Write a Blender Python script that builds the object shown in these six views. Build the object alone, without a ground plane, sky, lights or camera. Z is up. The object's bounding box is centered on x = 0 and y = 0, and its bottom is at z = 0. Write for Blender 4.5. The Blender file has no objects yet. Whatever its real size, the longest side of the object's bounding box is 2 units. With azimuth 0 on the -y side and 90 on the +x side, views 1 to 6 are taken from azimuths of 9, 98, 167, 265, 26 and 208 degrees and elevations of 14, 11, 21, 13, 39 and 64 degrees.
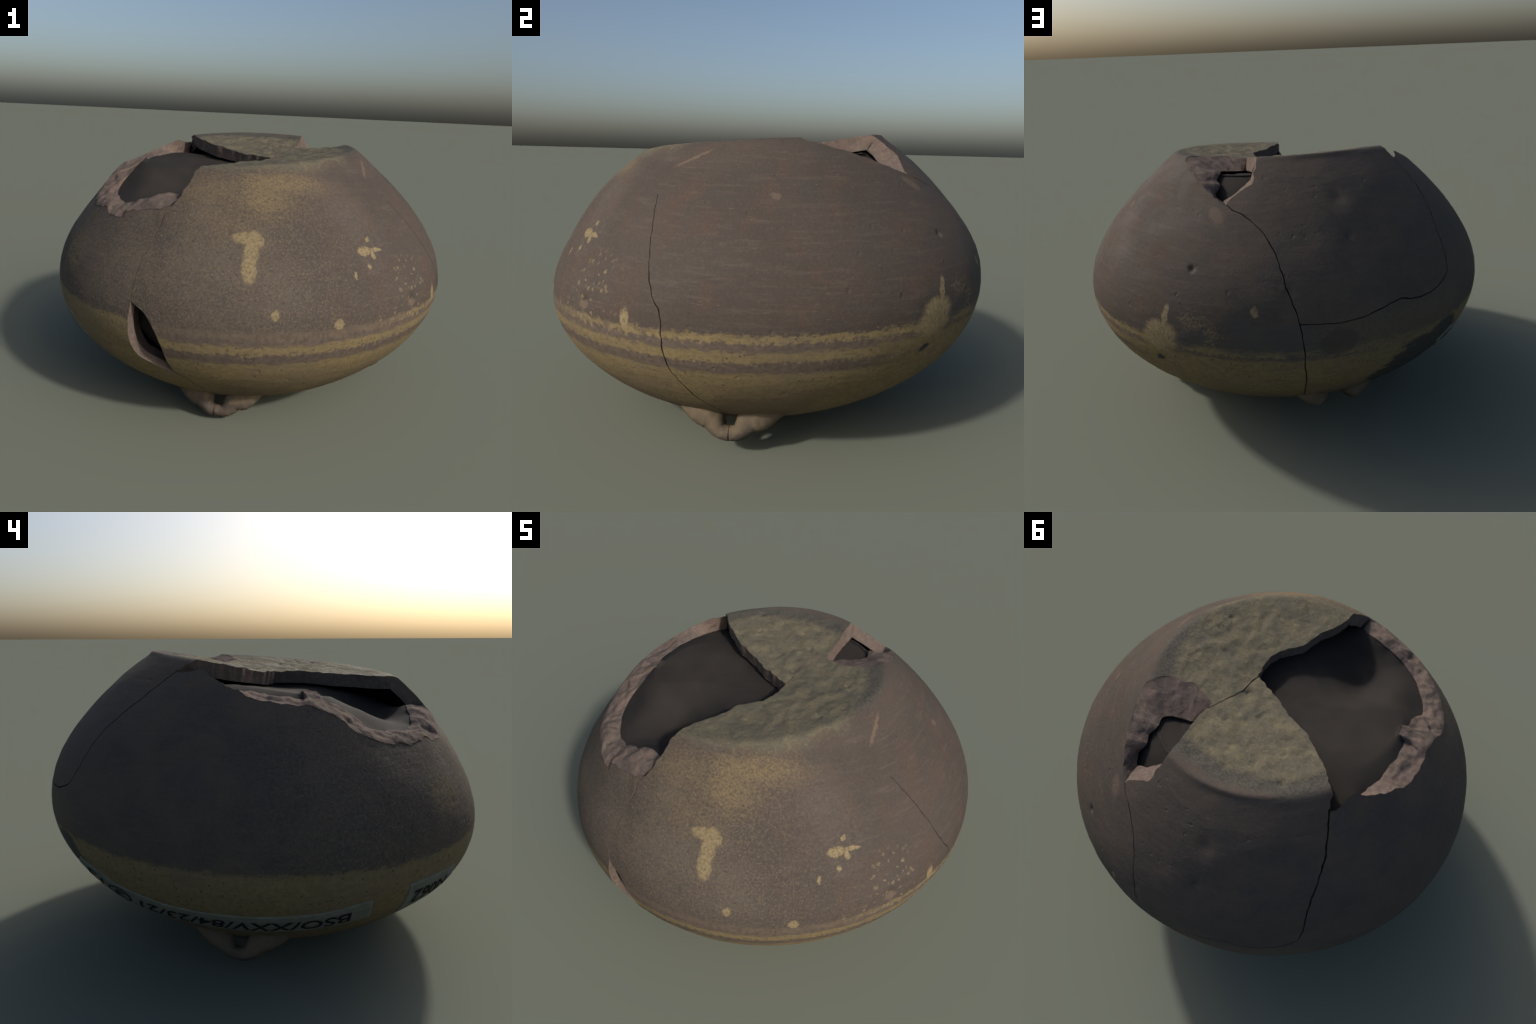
"""A broken, mended clay jar lying upside down on its lug handles."""
import bpy, math, random
import numpy as np
from mathutils import Vector, kdtree, geometry, noise

rng = np.random.default_rng(7)
random.seed(7)
WALL_T = 0.06                       # thickness of the clay

# ------------------------------------------------------------------ profile
# wall rings: height, mean radius, drift of the ring centre (x, y), ovalness
RINGS = np.array([
    (.06, .5027, -.0197, -.0477, -.0040, .0002), (.09, .5611, -.0188, -.0479, -.0041, .0005),
    (.12, .6154, -.0178, -.0474, -.0040, .0009), (.17, .6965, -.0157, -.0455, -.0035, .0015),
    (.23, .7789, -.0130, -.0414, -.0026, .0023), (.30, .8560, -.0105, -.0352, -.0010, .0028),
    (.38, .9213, -.0087, -.0274, .0010, .0024), (.46, .9647, -.0072, -.0188, .0028, .0010),
    (.54, .9872, -.0051, -.0087, .0044, -.0007), (.62, .9900, -.0026, .0028, .0053, -.0020),
    (.70, .9753, -.0008, .0141, .0050, -.0022), (.78, .9445, -.0004, .0230, .0035, -.0015),
    (.86, .8991, -.0018, .0279, .0013, -.0007), (.94, .8415, -.0052, .0293, -.0010, .0003),
    (1.02, .7729, -.0091, .0285, -.0032, .0015), (1.10, .6931, -.0117, .0270, -.0052, .0026),
    (1.18, .5999, -.0127, .0244, -.0066, .0032), (1.26, .4920, -.0123, .0199, -.0065, .0029)])


# flat spots and bulges pressed into the wall: direction, height, spreads, depth
DENTS = [(-41, .82, 20, .13, -.022), (-162, .95, 22, .13, -.018), (-82, 1.02, 22, .13, .012),
         (85, 1.02, 24, .13, -.006), (138, 1.0, 14, .12, .012), (150, .22, 40, .07, -.010), (-165, .22, 25, .09, -.010), (-45, 1.13, 38, .05, -.013)]


def pchip(xs, ys, x):
    """smooth interpolation through the profile rings"""
    h = np.diff(xs); d = np.diff(ys) / h
    m = np.empty_like(ys)
    m[1:-1] = (h[1:] * d[:-1] + h[:-1] * d[1:]) / (h[1:] + h[:-1])
    m[0], m[-1] = d[0], d[-1]
    i = np.clip(np.searchsorted(xs, x) - 1, 0, len(xs) - 2)
    t = (x - xs[i]) / h[i]
    return ((1 + 2 * t) * (1 - t) ** 2 * ys[i] + t * (1 - t) ** 2 * h[i] * m[i]
            + t * t * (3 - 2 * t) * ys[i + 1] + t * t * (t - 1) * h[i] * m[i + 1])


def wall_r(th, z):
    z = np.clip(z, RINGS[0, 0], RINGS[-1, 0])
    a = [pchip(RINGS[:, 0], RINGS[:, k], z) for k in range(1, 6)]
    r = (a[0] + a[1] * np.cos(th) + a[2] * np.sin(th)
         + a[3] * np.cos(2 * th) + a[4] * np.sin(2 * th))
    for t0, z0, st, sz, d in DENTS:
        dt = (np.degrees(th) - t0 + 180) % 360 - 180
        r = r + d * np.exp(-(dt / st) ** 2 - ((z - z0) / sz) ** 2)
    return r


def base_z(x, y):
    """the dished, sloping foot of the jar (now its top)"""
    d = np.hypot(x - .03, y + .06)
    return (1.182 + .0337 * x + .110 * y + .1214 * x * x - .085 * x * y + .121 * y * y
            - .015 * np.exp(-(d / .16) ** 2))


# where foot and wall meet, per direction
_TH = np.radians(np.arange(0, 361, 1.0))
_R = np.full(len(_TH), .55)
for _ in range(60):
    _R = .5 * _R + .5 * wall_r(_TH, base_z(_R * np.cos(_TH), _R * np.sin(_TH)))
_ZE = base_z(_R * np.cos(_TH), _R * np.sin(_TH))
edge_r = lambda th: np.interp(np.mod(th, 2 * np.pi), _TH, _R)
edge_z = lambda th: np.interp(np.mod(th, 2 * np.pi), _TH, _ZE)

S0, ZB = .58, .06                   # domain radius of the foot, bottom height
_z = np.linspace(1.2, ZB, 400)
_r = pchip(RINGS[:, 0], RINGS[:, 1], _z)
_s = np.concatenate([[0], np.cumsum(np.hypot(np.diff(_z), np.diff(_r)))])
S1 = _s[-1]
_u = (1.2 - _z) / (1.2 - ZB)        # share of the drop, as function of arc length


def rim_z(th):
    """the mouth plane is tilted: low at the front"""
    return .128 + .020 * np.sin(th)


def sharp(th, s):
    """surface point for direction th and signed arc length s from the foot edge"""
    re, ze = edge_r(th), edge_z(th)
    rb = re * np.clip(1 + s / S0, 0, 1)
    zb = base_z(rb * np.cos(th), rb * np.sin(th))
    zw = ze - (ze - rim_z(th)) * np.interp(s, _s, _u)
    rw = wall_r(th, zw)
    r = np.where(s < 0, rb, rw)
    z = np.where(s < 0, zb, zw)
    return np.stack([r * np.cos(th), r * np.sin(th), z], -1)


_K = np.array([-1, -.66, -.33, 0, .33, .66, 1.])
_W = np.array([.06, .13, .2, .22, .2, .13, .06])


def smooth_pt(th, s):
    """same with the foot edge worn round"""
    w = .026 * np.exp(-(s / .08) ** 2)
    w = np.minimum(w, S1 - s + 1e-6)
    p = 0
    for k, q in zip(_K, _W):
        p = p + q * sharp(th, s + k * w)
    return p


def fbm(P, scale, octv=3, seed=0.0):
    out = np.empty(len(P))
    o = Vector((seed, seed * 1.7, -seed))
    for i, p in enumerate(P):
        out[i] = noise.fractal(Vector(p) * scale + o, 1.0, 2.0, octv)
    return out


def surf(X, Y, off=0.0, rough=True):
    """domain -> 3D, optionally pushed inward by off"""
    th = np.arctan2(Y, X)
    s = np.hypot(X, Y) - S0
    e = 2e-3
    p = smooth_pt(th, s)
    sa = np.maximum(s - e, -S0 + 1e-4)
    ds = smooth_pt(th, s + e) - smooth_pt(th, sa)
    dt = smooth_pt(th + e, s) - smooth_pt(th - e, s)
    n = np.cross(ds, dt)
    n /= np.maximum(np.linalg.norm(n, axis=1), 1e-12)[:, None]
    n[n @ np.array([0, 0, 1.]) < -2] *= -1
    flip = np.einsum('ij,ij->i', n, p - np.array([0, 0, .6])) < 0
    n[flip] *= -1
    if rough:
        q = fbm(p, 3.0, 3, 3.1) * .0022 + fbm(p * np.array([1, 1, 3.]), 9.0, 2, 8.4) * .0009
        on_base = np.clip(-s / .12, 0, 1)
        q = q + on_base * (fbm(p, 12.0, 3, 1.3) * .0058 + fbm(p, 30.0, 2, 5.3) * .0030)
        for c, rad, dep in PITS:
            d2 = ((p - np.array(c)) ** 2).sum(1)
            q = q - dep * np.exp(-d2 / rad ** 2)
        p = p + n * q[:, None]
    return p - n * off


def to_domain(P, depth=0.0):
    """3D points near the surface (depth below it) -> domain"""
    P = np.asarray(P, float)
    x, y, z = P.T
    th = np.arctan2(y, x); rho = np.hypot(x, y)
    db = np.abs(z + depth - base_z(x, y)) + np.where(rho > edge_r(th) + .01, 9, 0)
    r2, z2 = rho + depth * .78, z + depth * .6
    z2 = np.minimum(z2, edge_z(th))
    dw = np.abs(r2 - wall_r(th, z2)) + np.where(z2 > edge_z(th) + .02, 9, 0)
    sb = (np.minimum(rho / edge_r(th), 1) - 1) * S0
    ze = edge_z(th)
    sw = np.interp(np.clip((ze - z2) / (ze - rim_z(th)), 0, 1), _u, _s)
    s = np.where(db < dw, sb, sw) + S0
    return np.stack([s * np.cos(th), s * np.sin(th)], -1)


# ------------------------------------------------------- breaks, as outlines
F_BIG = [(-0.197, -0.727, 1.022), (-0.185, -0.721, 1.031), (-0.182, -0.704, 1.05), (-0.165, -0.671, 1.087),
         (-0.152, -0.636, 1.122), (-0.143, -0.618, 1.139), (-0.128, -0.557, 1.158), (-0.097, -0.492, 1.158),
         (-0.048, -0.42, 1.16), (-0.013, -0.329, 1.159), (0.05, -0.274, 1.161), (0.085, -0.218, 1.163),
         (0.098, -0.175, 1.164), (0.098, -0.08, 1.166)]
R_BIG = [(0.098, -0.08, 1.166), (0.024, -0.036, 1.165), (-0.043, -0.005, 1.168), (-0.089, 0.032, 1.178),
         (-0.168, 0.08, 1.19), (-0.238, 0.118, 1.198), (-0.295, 0.172, 1.211), (-0.367, 0.237, 1.223),
         (-0.432, 0.325, 1.236), (-0.446, 0.36, 1.216), (-0.458, 0.388, 1.197)]
L_OUT = [(-.458, .388, 1.197), (-.481, .349, 1.199), (-.499, .31, 1.203), (-.516, .276, 1.203),
         (-.534, .261, 1.197), (-.571, .239, 1.176), (-.607, .207, 1.158), (-.645, .155, 1.137),
         (-.677, .119, 1.115), (-.695, .063, 1.103), (-.7, .016, 1.1), (-.706, -.03, 1.093),
         (-.703, -.095, 1.088), (-.711, -.15, 1.068), (-.72, -.19, 1.048), (-.729, -.235, 1.023),
         (-.743, -.258, 1.0), (-.746, -.286, .983), (-.745, -.322, .966), (-.738, -.356, .955),
         (-.715, -.415, .94), (-.66, -.50, .93), (-.61, -.56, .935), (-.567, -.60, .935),
         (-.544, -.636, .92), (-.505, -.671, .915), (-.455, -.70, .922), (-.447, -.682, .947),
         (-.395, -.704, .957), (-.342, -.724, .965), (-.299, -.734, .974), (-.252, -.743, .984),
         (-.224, -.743, .994), (-.197, -.726, 1.021)]
L_IN = [(-.455, .375, 1.13), (-.488, .266, 1.145), (-.53, .197, 1.143), (-.553, .15, 1.135),
        (-.556, .07, 1.13), (-.575, .02, 1.12), (-.572, -.075, 1.11), (-.562, -.15, 1.104),
        (-.575, -.23, 1.075), (-.61, -.285, 1.035), (-.645, -.33, .995), (-.61, -.39, .975),
        (-.56, -.45, .965), (-.519, -.506, .955), (-.476, -.535, .963), (-.434, -.566, .966),
        (-.391, -.575, .987), (-.327, -.587, 1.011), (-.276, -.592, 1.031), (-.228, -.61, 1.034),
        (-.19, -.66, 1.02)]
F_SMALL = [(0.192, 0.154, 1.211), (0.243, 0.13, 1.212), (0.271, 0.123, 1.214), (0.309, 0.102, 1.215),
           (0.36, 0.121, 1.223), (0.388, 0.116, 1.226), (0.437, 0.136, 1.235), (0.467, 0.176, 1.244),
           (0.486, 0.205, 1.23), (0.481, 0.311, 1.202), (0.454, 0.41, 1.178), (0.438, 0.473, 1.154),
           (0.414, 0.522, 1.139), (0.402, 0.556, 1.122), (0.378, 0.592, 1.11), (0.368, 0.606, 1.104)]
R_SMALL = [(0.368, 0.606, 1.104), (0.35, 0.59, 1.125), (0.293, 0.584, 1.155), (0.25, 0.576, 1.176),
           (0.236, 0.557, 1.194), (0.236, 0.529, 1.213), (0.218, 0.511, 1.229), (0.21, 0.478, 1.252),
           (0.2, 0.42, 1.25), (0.203, 0.354, 1.246), (0.203, 0.287, 1.234), (0.205, 0.234, 1.225),
           (0.192, 0.154, 1.211)]
F_SMALL_IN = [(.205, .2, 1.155), (.238, .248, 1.165), (.291, .253, 1.172), (.335, .268, 1.178),
              (.352, .292, 1.18), (.34, .331, 1.185), (.363, .371, 1.172), (.349, .401, 1.165),
              (.38, .444, 1.123), (.377, .48, 1.11), (.367, .497, 1.102)]
R_SMALL_IN = [(.367, .497, 1.102), (.351, .497, 1.113), (.312, .498, 1.132), (.28, .483, 1.156),
              (.231, .466, 1.186), (.222, .42, 1.185), (.214, .36, 1.18), (.205, .28, 1.168),
              (.205, .2, 1.155)]
SLIT_L = [(-.329, -.925, .628), (-.33, -.93, .61), (-.336, -.931, .586), (-.339, -.934, .543),
          (-.34, -.927, .477), (-.327, -.913, .422), (-.309, -.903, .388), (-.289, -.903, .377),
          (-.252, -.906, .364), (-.219, -.906, .351), (-.187, -.903, .336), (-.166, -.902, .33),
          (-.14, -.897, .318)]
SLIT_F = [(-.329, -.925, .628), (-.295, -.939, .615), (-.258, -.955, .592), (-.233, -.964, .558),
          (-.208, -.97, .517), (-.188, -.966, .469), (-.176, -.953, .423), (-.167, -.931, .375),
          (-.149, -.912, .34), (-.14, -.897, .318)]
# hairline cracks: path and opening along it
CRACKS = [
    ([(-.195, -.715, 1.03), (-.214, -.743, .998), (-.242, -.757, .975), (-.25, -.796, .919),
      (-.261, -.812, .893), (-.281, -.838, .846), (-.306, -.866, .786), (-.318, -.886, .74),
      (-.327, -.897, .71), (-.33, -.914, .663), (-.331, -.925, .63), (-.33, -.93, .615)], .0065, .0038),
    ([(-.145, -.899, .325), (-.12, -.89, .305), (-.098, -.883, .29), (-.078, -.854, .261),
      (-.063, -.813, .223), (-.057, -.772, .19), (-.05, -.72, .15), (-.04, -.64, .09),
      (-.035, -.56, .05)], .008, .004),
    ([(-.45, .378, 1.205), (-.466, .419, 1.176), (-.48, .449, 1.152), (-.494, .489, 1.12),
      (-.507, .537, 1.081), (-.511, .588, 1.044), (-.515, .622, 1.016), (-.516, .662, .98),
      (-.521, .706, .932), (-.528, .749, .874), (-.537, .772, .832), (-.535, .793, .802),
      (-.526, .812, .777), (-.501, .834, .762), (-.467, .858, .749), (-.418, .887, .736),
      (-.373, .908, .731), (-.323, .925, .735), (-.292, .934, .739), (-.265, .939, .752),
      (-.237, .945, .752), (-.193, .958, .741), (-.151, .967, .731), (-.11, .974, .724),
      (-.084, .978, .713), (-.012, .982, .706), (.078, .978, .71), (.172, .964, .716)], .008, .004),
    ([(.37, .6, 1.11), (.343, .641, 1.09), (.304, .679, 1.075), (.278, .715, 1.052),
      (.25, .76, 1.018), (.231, .796, .986), (.219, .833, .947), (.215, .858, .916),
      (.205, .888, .876), (.209, .899, .858), (.194, .924, .819), (.188, .94, .786),
      (.176, .956, .744), (.169, .966, .707), (.163, .972, .66), (.153, .971, .601),
      (.152, .955, .523), (.142, .944, .488), (.132, .889, .388), (.115, .80, .29),
      (.08, .70, .21), (.05, .60, .13), (.04, .5, .05)], .004, .005),
    ([(.677, -.322, 1.017), (.739, -.314, .961), (.794, -.308, .906), (.864, -.292, .826),
      (.916, -.277, .748), (.95, -.252, .69), (.96, -.226, .664), (.969, -.219, .61),
      (.962, -.219, .533), (.954, -.211, .496), (.932, -.196, .438), (.905, -.168, .385),
      (.88, -.144, .348), (.859, -.136, .323), (.827, -.109, .287), (.795, -.081, .257),
      (.745, -.061, .216), (.7, -.05, .19)], .0022, .006),
    ([(.09, -.085, 1.163), (.108, -.036, 1.169), (.112, .025, 1.179), (.131, .07, 1.188),
      (.148, .104, 1.196), (.173, .152, 1.206), (.2, .19, 1.213)], .006, .004)]
# pits and knocks: place, radius, depth
PITS = [((.535, .717, .894), .014, .010), ((.81, -.561, .632), .020, .012), ((.80, -.545, .625), .016, .006),
        ((-.076, .823, .994), .013, .008), ((-.074, .711, 1.126), .035, .006), ((.041, -.834, .918), .013, .004),
        ((.345, -.3, 1.19), .016, .009), ((.365, -.224, 1.196), .013, .006), ((.09, .024, 1.18), .013, .008),
        ((.195, .915, .835), .02, .006), ((.79, -.05, .87), .013, .006), ((.693, .669, .502), .022, .004),
        ((.96, .02, .64), .012, .005), ((-.87, -.33, .82), .012, .006), ((-.2, .975, .735), .02, .005),
        ((.50, .80, .68), .045, .006), ((-.95, .15, .50), .010, .005), ((-.945, -.1, .47), .010, .005),
        ((.64, .62, .93), .012, .004), ((-.45, .62, 1.03), .012, .004), ((.2, -.45, 1.165), .012, .006),
        ((-.1, .35, 1.235), .016, .006), ((-.2, .25, 1.215), .014, .005), ((.02, .3, 1.225), .02, .006),
        ((.25, -.35, 1.17), .014, .007), ((.05, -.52, 1.16), .018, .006), ((.38, -.05, 1.2), .014, .006),
        ((.28, -.12, 1.19), .018, .005), ((-.25, .38, 1.25), .014, .006), ((.1, .2, 1.21), .014, .006),
        ((-.02, .12, 1.2), .016, .006), ((.16, -.2, 1.17), .014, .005), ((.42, -.22, 1.2), .013, .006)]


def resample(P, step, jit=0.0, closed=False, seed=0):
    P = np.asarray(P, float)
    d = np.concatenate([[0], np.cumsum(np.linalg.norm(np.diff(P, axis=0), axis=1))])
    n = max(2, int(round(d[-1] / step)))
    t = np.linspace(0, d[-1], n + 1)
    Q = np.stack([np.interp(t, d, P[:, k]) for k in range(3)], -1)
    for _ in range(3):              # no kinks
        Q[1:-1] = .25 * Q[:-2] + .5 * Q[1:-1] + .25 * Q[2:]
    if jit:                         # ragged break: wander along the line
        w = np.minimum(1, np.minimum(t, d[-1] - t) / .03)
        for k in range(3):
            Q[:, k] += w * jit * (fbm(np.c_[t, t * 0, t * 0], 28, 3, seed + 3.3 * k))
    return Q


STEP = .009
big_f = resample(F_BIG, STEP, .006, seed=1)
big_r = resample(R_BIG, STEP, .007, seed=2)
big_l = resample(L_OUT, STEP, .007, seed=3)
sm_f = resample(F_SMALL, STEP, .005, seed=4)
sm_r = resample(R_SMALL, STEP, .004, seed=5)
sl_l = resample(SLIT_L, STEP, .003, seed=6)
sl_f = resample(SLIT_F, STEP, .003, seed=7)


def join(*parts):
    return np.vstack([p[:-1] for p in parts])


def crack_outline(path, w0, w1, seed):
    P = resample(path, .011, .004, seed=seed)
    D = to_domain(P)
    P = surf(D[:, 0], D[:, 1], rough=False)
    T = np.gradient(P, axis=0); T /= np.linalg.norm(T, axis=1)[:, None]
    N = P - np.array([0, 0, .6]); N /= np.linalg.norm(N, axis=1)[:, None]
    B = np.cross(N, T); B /= np.linalg.norm(B, axis=1)[:, None]
    k = np.linspace(0, 1, len(P))
    w = (w0 + (w1 - w0) * k) * (1 + .55 * fbm(np.c_[k * 40, k * 0, k * 0], 1.0, 2, seed))
    w = np.maximum(w, .0007)[:, None] * .5
    return np.vstack([to_domain(P + B * w), to_domain(P - B * w)[::-1]])


big_out = join(to_domain(big_f), to_domain(big_r), to_domain(big_l))
small_out = join(to_domain(sm_f), to_domain(sm_r))
slit_out = join(to_domain(sl_l), to_domain(sl_f)[::-1])
crack_polys = [crack_outline(p, a, b, 11 + i) for i, (p, a, b) in enumerate(CRACKS)]


def in_poly(pts, poly):
    x, y = pts.T
    res = np.zeros(len(pts), bool)
    lo, hi = poly.min(0), poly.max(0)
    m = (x > lo[0]) & (x < hi[0]) & (y > lo[1]) & (y < hi[1])
    xs, ys = x[m], y[m]
    r = np.zeros(len(xs), bool)
    a = poly; b = np.roll(poly, -1, 0)
    for (x0, y0), (x1, y1) in zip(a, b):
        if y0 == y1:
            continue
        c = (y0 > ys) != (y1 > ys)
        r ^= c & (xs < (x1 - x0) * (ys - y0) / (y1 - y0) + x0)
    res[m] = r
    return res


def triangulate(polys, spacing, extra=()):
    """even points over the jar, constrained by the break outlines"""
    grid = []
    s = spacing * .5
    k = 0
    while s < S0 + S1 - spacing * .4:
        if s < S0:
            circ = 2 * math.pi * s * .95
        else:
            z = 1.2 - (1.2 - ZB) * np.interp(s - S0, _s, _u)
            circ = 2 * math.pi * pchip(RINGS[:, 0], RINGS[:, 1], np.array([z]))[0]
        n = max(6, int(circ / spacing))
        a = (np.arange(n) + .5 * (k % 2)) * 2 * math.pi / n + .013 * k
        grid.append(np.c_[s * np.cos(a), s * np.sin(a)])
        s += spacing; k += 1
    n = int(2 * math.pi * .5 / spacing)
    a = np.arange(n) * 2 * math.pi / n
    rim = np.c_[(S0 + S1) * np.cos(a), (S0 + S1) * np.sin(a)]
    grid = np.vstack(grid)
    con = np.vstack(polys)
    kd = kdtree.KDTree(len(con))
    for i, (x, y) in enumerate(con):
        kd.insert((x, y, 0), i)
    kd.balance()
    keep = np.array([kd.find((x, y, 0))[2] > spacing * .55 for x, y in grid])
    grid = grid[keep]
    V = [rim]; E = []
    base = len(rim)
    E += [(i, (i + 1) % n) for i in range(n)]
    for p in polys:
        m = len(p)
        E += [(base + i, base + (i + 1) % m) for i in range(m)]
        V.append(p); base += m
    V.append(grid)
    for e in extra:
        V.append(e)
    V = np.vstack(V)
    r = geometry.delaunay_2d_cdt([Vector((x, y)) for x, y in V], E, [], 0, 1e-5)
    verts = np.array([(v[0], v[1]) for v in r[0]])
    faces = np.array([tuple(f) for f in r[2]])
    c = verts[faces].mean(1)
    bad = np.hypot(c[:, 0], c[:, 1]) > S0 + S1
    for p in polys:
        bad |= in_poly(c, p)
    return verts, faces[~bad]


def pit_points():
    out = []
    for c, rad, dep in PITS:
        D = to_domain([c])[0]
        for k in range(1, 6):
            n = 5 * k
            a = np.arange(n) * 2 * math.pi / n
            rr = rad * .36 * k
            # domain is stretched round the belly: squeeze accordingly
            th = math.atan2(D[1], D[0]); R = math.hypot(*D)
            real = max(.15, math.hypot(c[0], c[1]))
            u, v = rr * np.cos(a), rr * np.sin(a) * R / real
            out.append(np.c_[D[0] + u * math.cos(th) - v * math.sin(th),
                             D[1] + u * math.sin(th) + v * math.cos(th)])
        out.append(D[None])
    return np.vstack(out)


# ------------------------------------------------------------------ materials
def node_mat(name):
    m = bpy.data.materials.new(name); m.use_nodes = True
    nt = m.node_tree; nt.nodes.clear()
    out = nt.nodes.new('ShaderNodeOutputMaterial')
    b = nt.nodes.new('ShaderNodeBsdfPrincipled')
    nt.links.new(b.outputs[0], out.inputs[0])
    b.inputs['Specular IOR Level'].default_value = .06
    b.inputs['Roughness'].default_value = .85
    return m, nt, b


class G:
    """small helper for wiring nodes"""
    def __init__(s, nt):
        s.nt = nt
        s.pos = s.n('ShaderNodeTexCoord').outputs['Object']

    def n(s, t, **kw):
        x = s.nt.nodes.new(t)
        for k, v in kw.items():
            setattr(x, k, v)
        return x

    def put(s, sock, v):
        if hasattr(v, 'is_linked'):
            s.nt.links.new(v, sock)
        else:
            sock.default_value = v

    def m(s, op, a, b=0.0, c=0.0, clamp=False):
        x = s.n('ShaderNodeMath', operation=op, use_clamp=clamp)
        for i, v in enumerate((a, b, c)):
            s.put(x.inputs[i], v)
        return x.outputs[0]

    def v(s, op, a, b=(0, 0, 0), sc=None):
        x = s.n('ShaderNodeVectorMath', operation=op)
        s.put(x.inputs[0], a); s.put(x.inputs[1], b)
        if sc is not None:
            x.inputs['Scale'].default_value = sc
        return x.outputs['Value'] if op in ('LENGTH', 'DOT_PRODUCT', 'DISTANCE') else x.outputs[0]

    def map(s, scale=(1, 1, 1), loc=(0, 0, 0), rot=(0, 0, 0), src=None, kind='POINT'):
        x = s.n('ShaderNodeMapping', vector_type=kind)
        s.put(x.inputs[0], src or s.pos)
        x.inputs['Location'].default_value = loc
        x.inputs['Rotation'].default_value = rot
        x.inputs['Scale'].default_value = scale
        return x.outputs[0]

    def noise(s, scale, detail=4, rough=.55, src=None, color=False, dist=0.0):
        x = s.n('ShaderNodeTexNoise')
        s.put(x.inputs['Vector'], src or s.pos)
        x.inputs['Scale'].default_value = scale
        x.inputs['Detail'].default_value = detail
        x.inputs['Roughness'].default_value = rough
        x.inputs['Distortion'].default_value = dist
        return x.outputs['Color' if color else 'Fac']

    def vor(s, scale, src=None, feature='F1'):
        x = s.n('ShaderNodeTexVoronoi', feature=feature)
        s.put(x.inputs['Vector'], src or s.pos)
        x.inputs['Scale'].default_value = scale
        return x

    def step(s, v, a, b, lo=0.0, hi=1.0, smooth=True):
        x = s.n('ShaderNodeMapRange', interpolation_type='SMOOTHSTEP' if smooth else 'LINEAR')
        x.clamp = True
        s.put(x.inputs['Value'], v)
        # smoothstep needs ascending bounds
        if a > b:
            a, b, lo, hi = b, a, hi, lo
        for k, q in (('From Min', a), ('From Max', b), ('To Min', lo), ('To Max', hi)):
            x.inputs[k].default_value = q
        return x.outputs[0]

    def mix(s, f, a, b, kind='MIX'):
        x = s.n('ShaderNodeMix', data_type='RGBA', blend_type=kind)
        s.put(x.inputs[0], f)
        for i, q in ((6, a), (7, b)):
            s.put(x.inputs[i], q if hasattr(q, 'is_linked') else (*q, 1.0) if len(q) == 3 else q)
        return x.outputs[2]

    def bump(s, h, strength, dist, nrm=None):
        x = s.n('ShaderNodeBump')
        x.inputs['Strength'].default_value = strength
        x.inputs['Distance'].default_value = dist
        s.put(x.inputs['Height'], h)
        if nrm is not None:
            s.put(x.inputs['Normal'], nrm)
        return x.outputs[0]

    def blob(s, c, rt, rv, src, roll=0.0, tilt=0.0, soft=.25):
        """1 inside a patch lying on the wall at c, of half width rt and half height rv"""
        th = math.atan2(c[1], c[0])
        q = s.map((.09, rt, rv), c, (roll, tilt, th), src=src, kind='TEXTURE')
        return s.step(s.v('LENGTH', q), 1 - soft, 1 + soft, 1, 0)


def mx(g, *a):
    r = a[0]
    for q in a[1:]:
        r = g.m('MAXIMUM', r, q)
    return r


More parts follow.
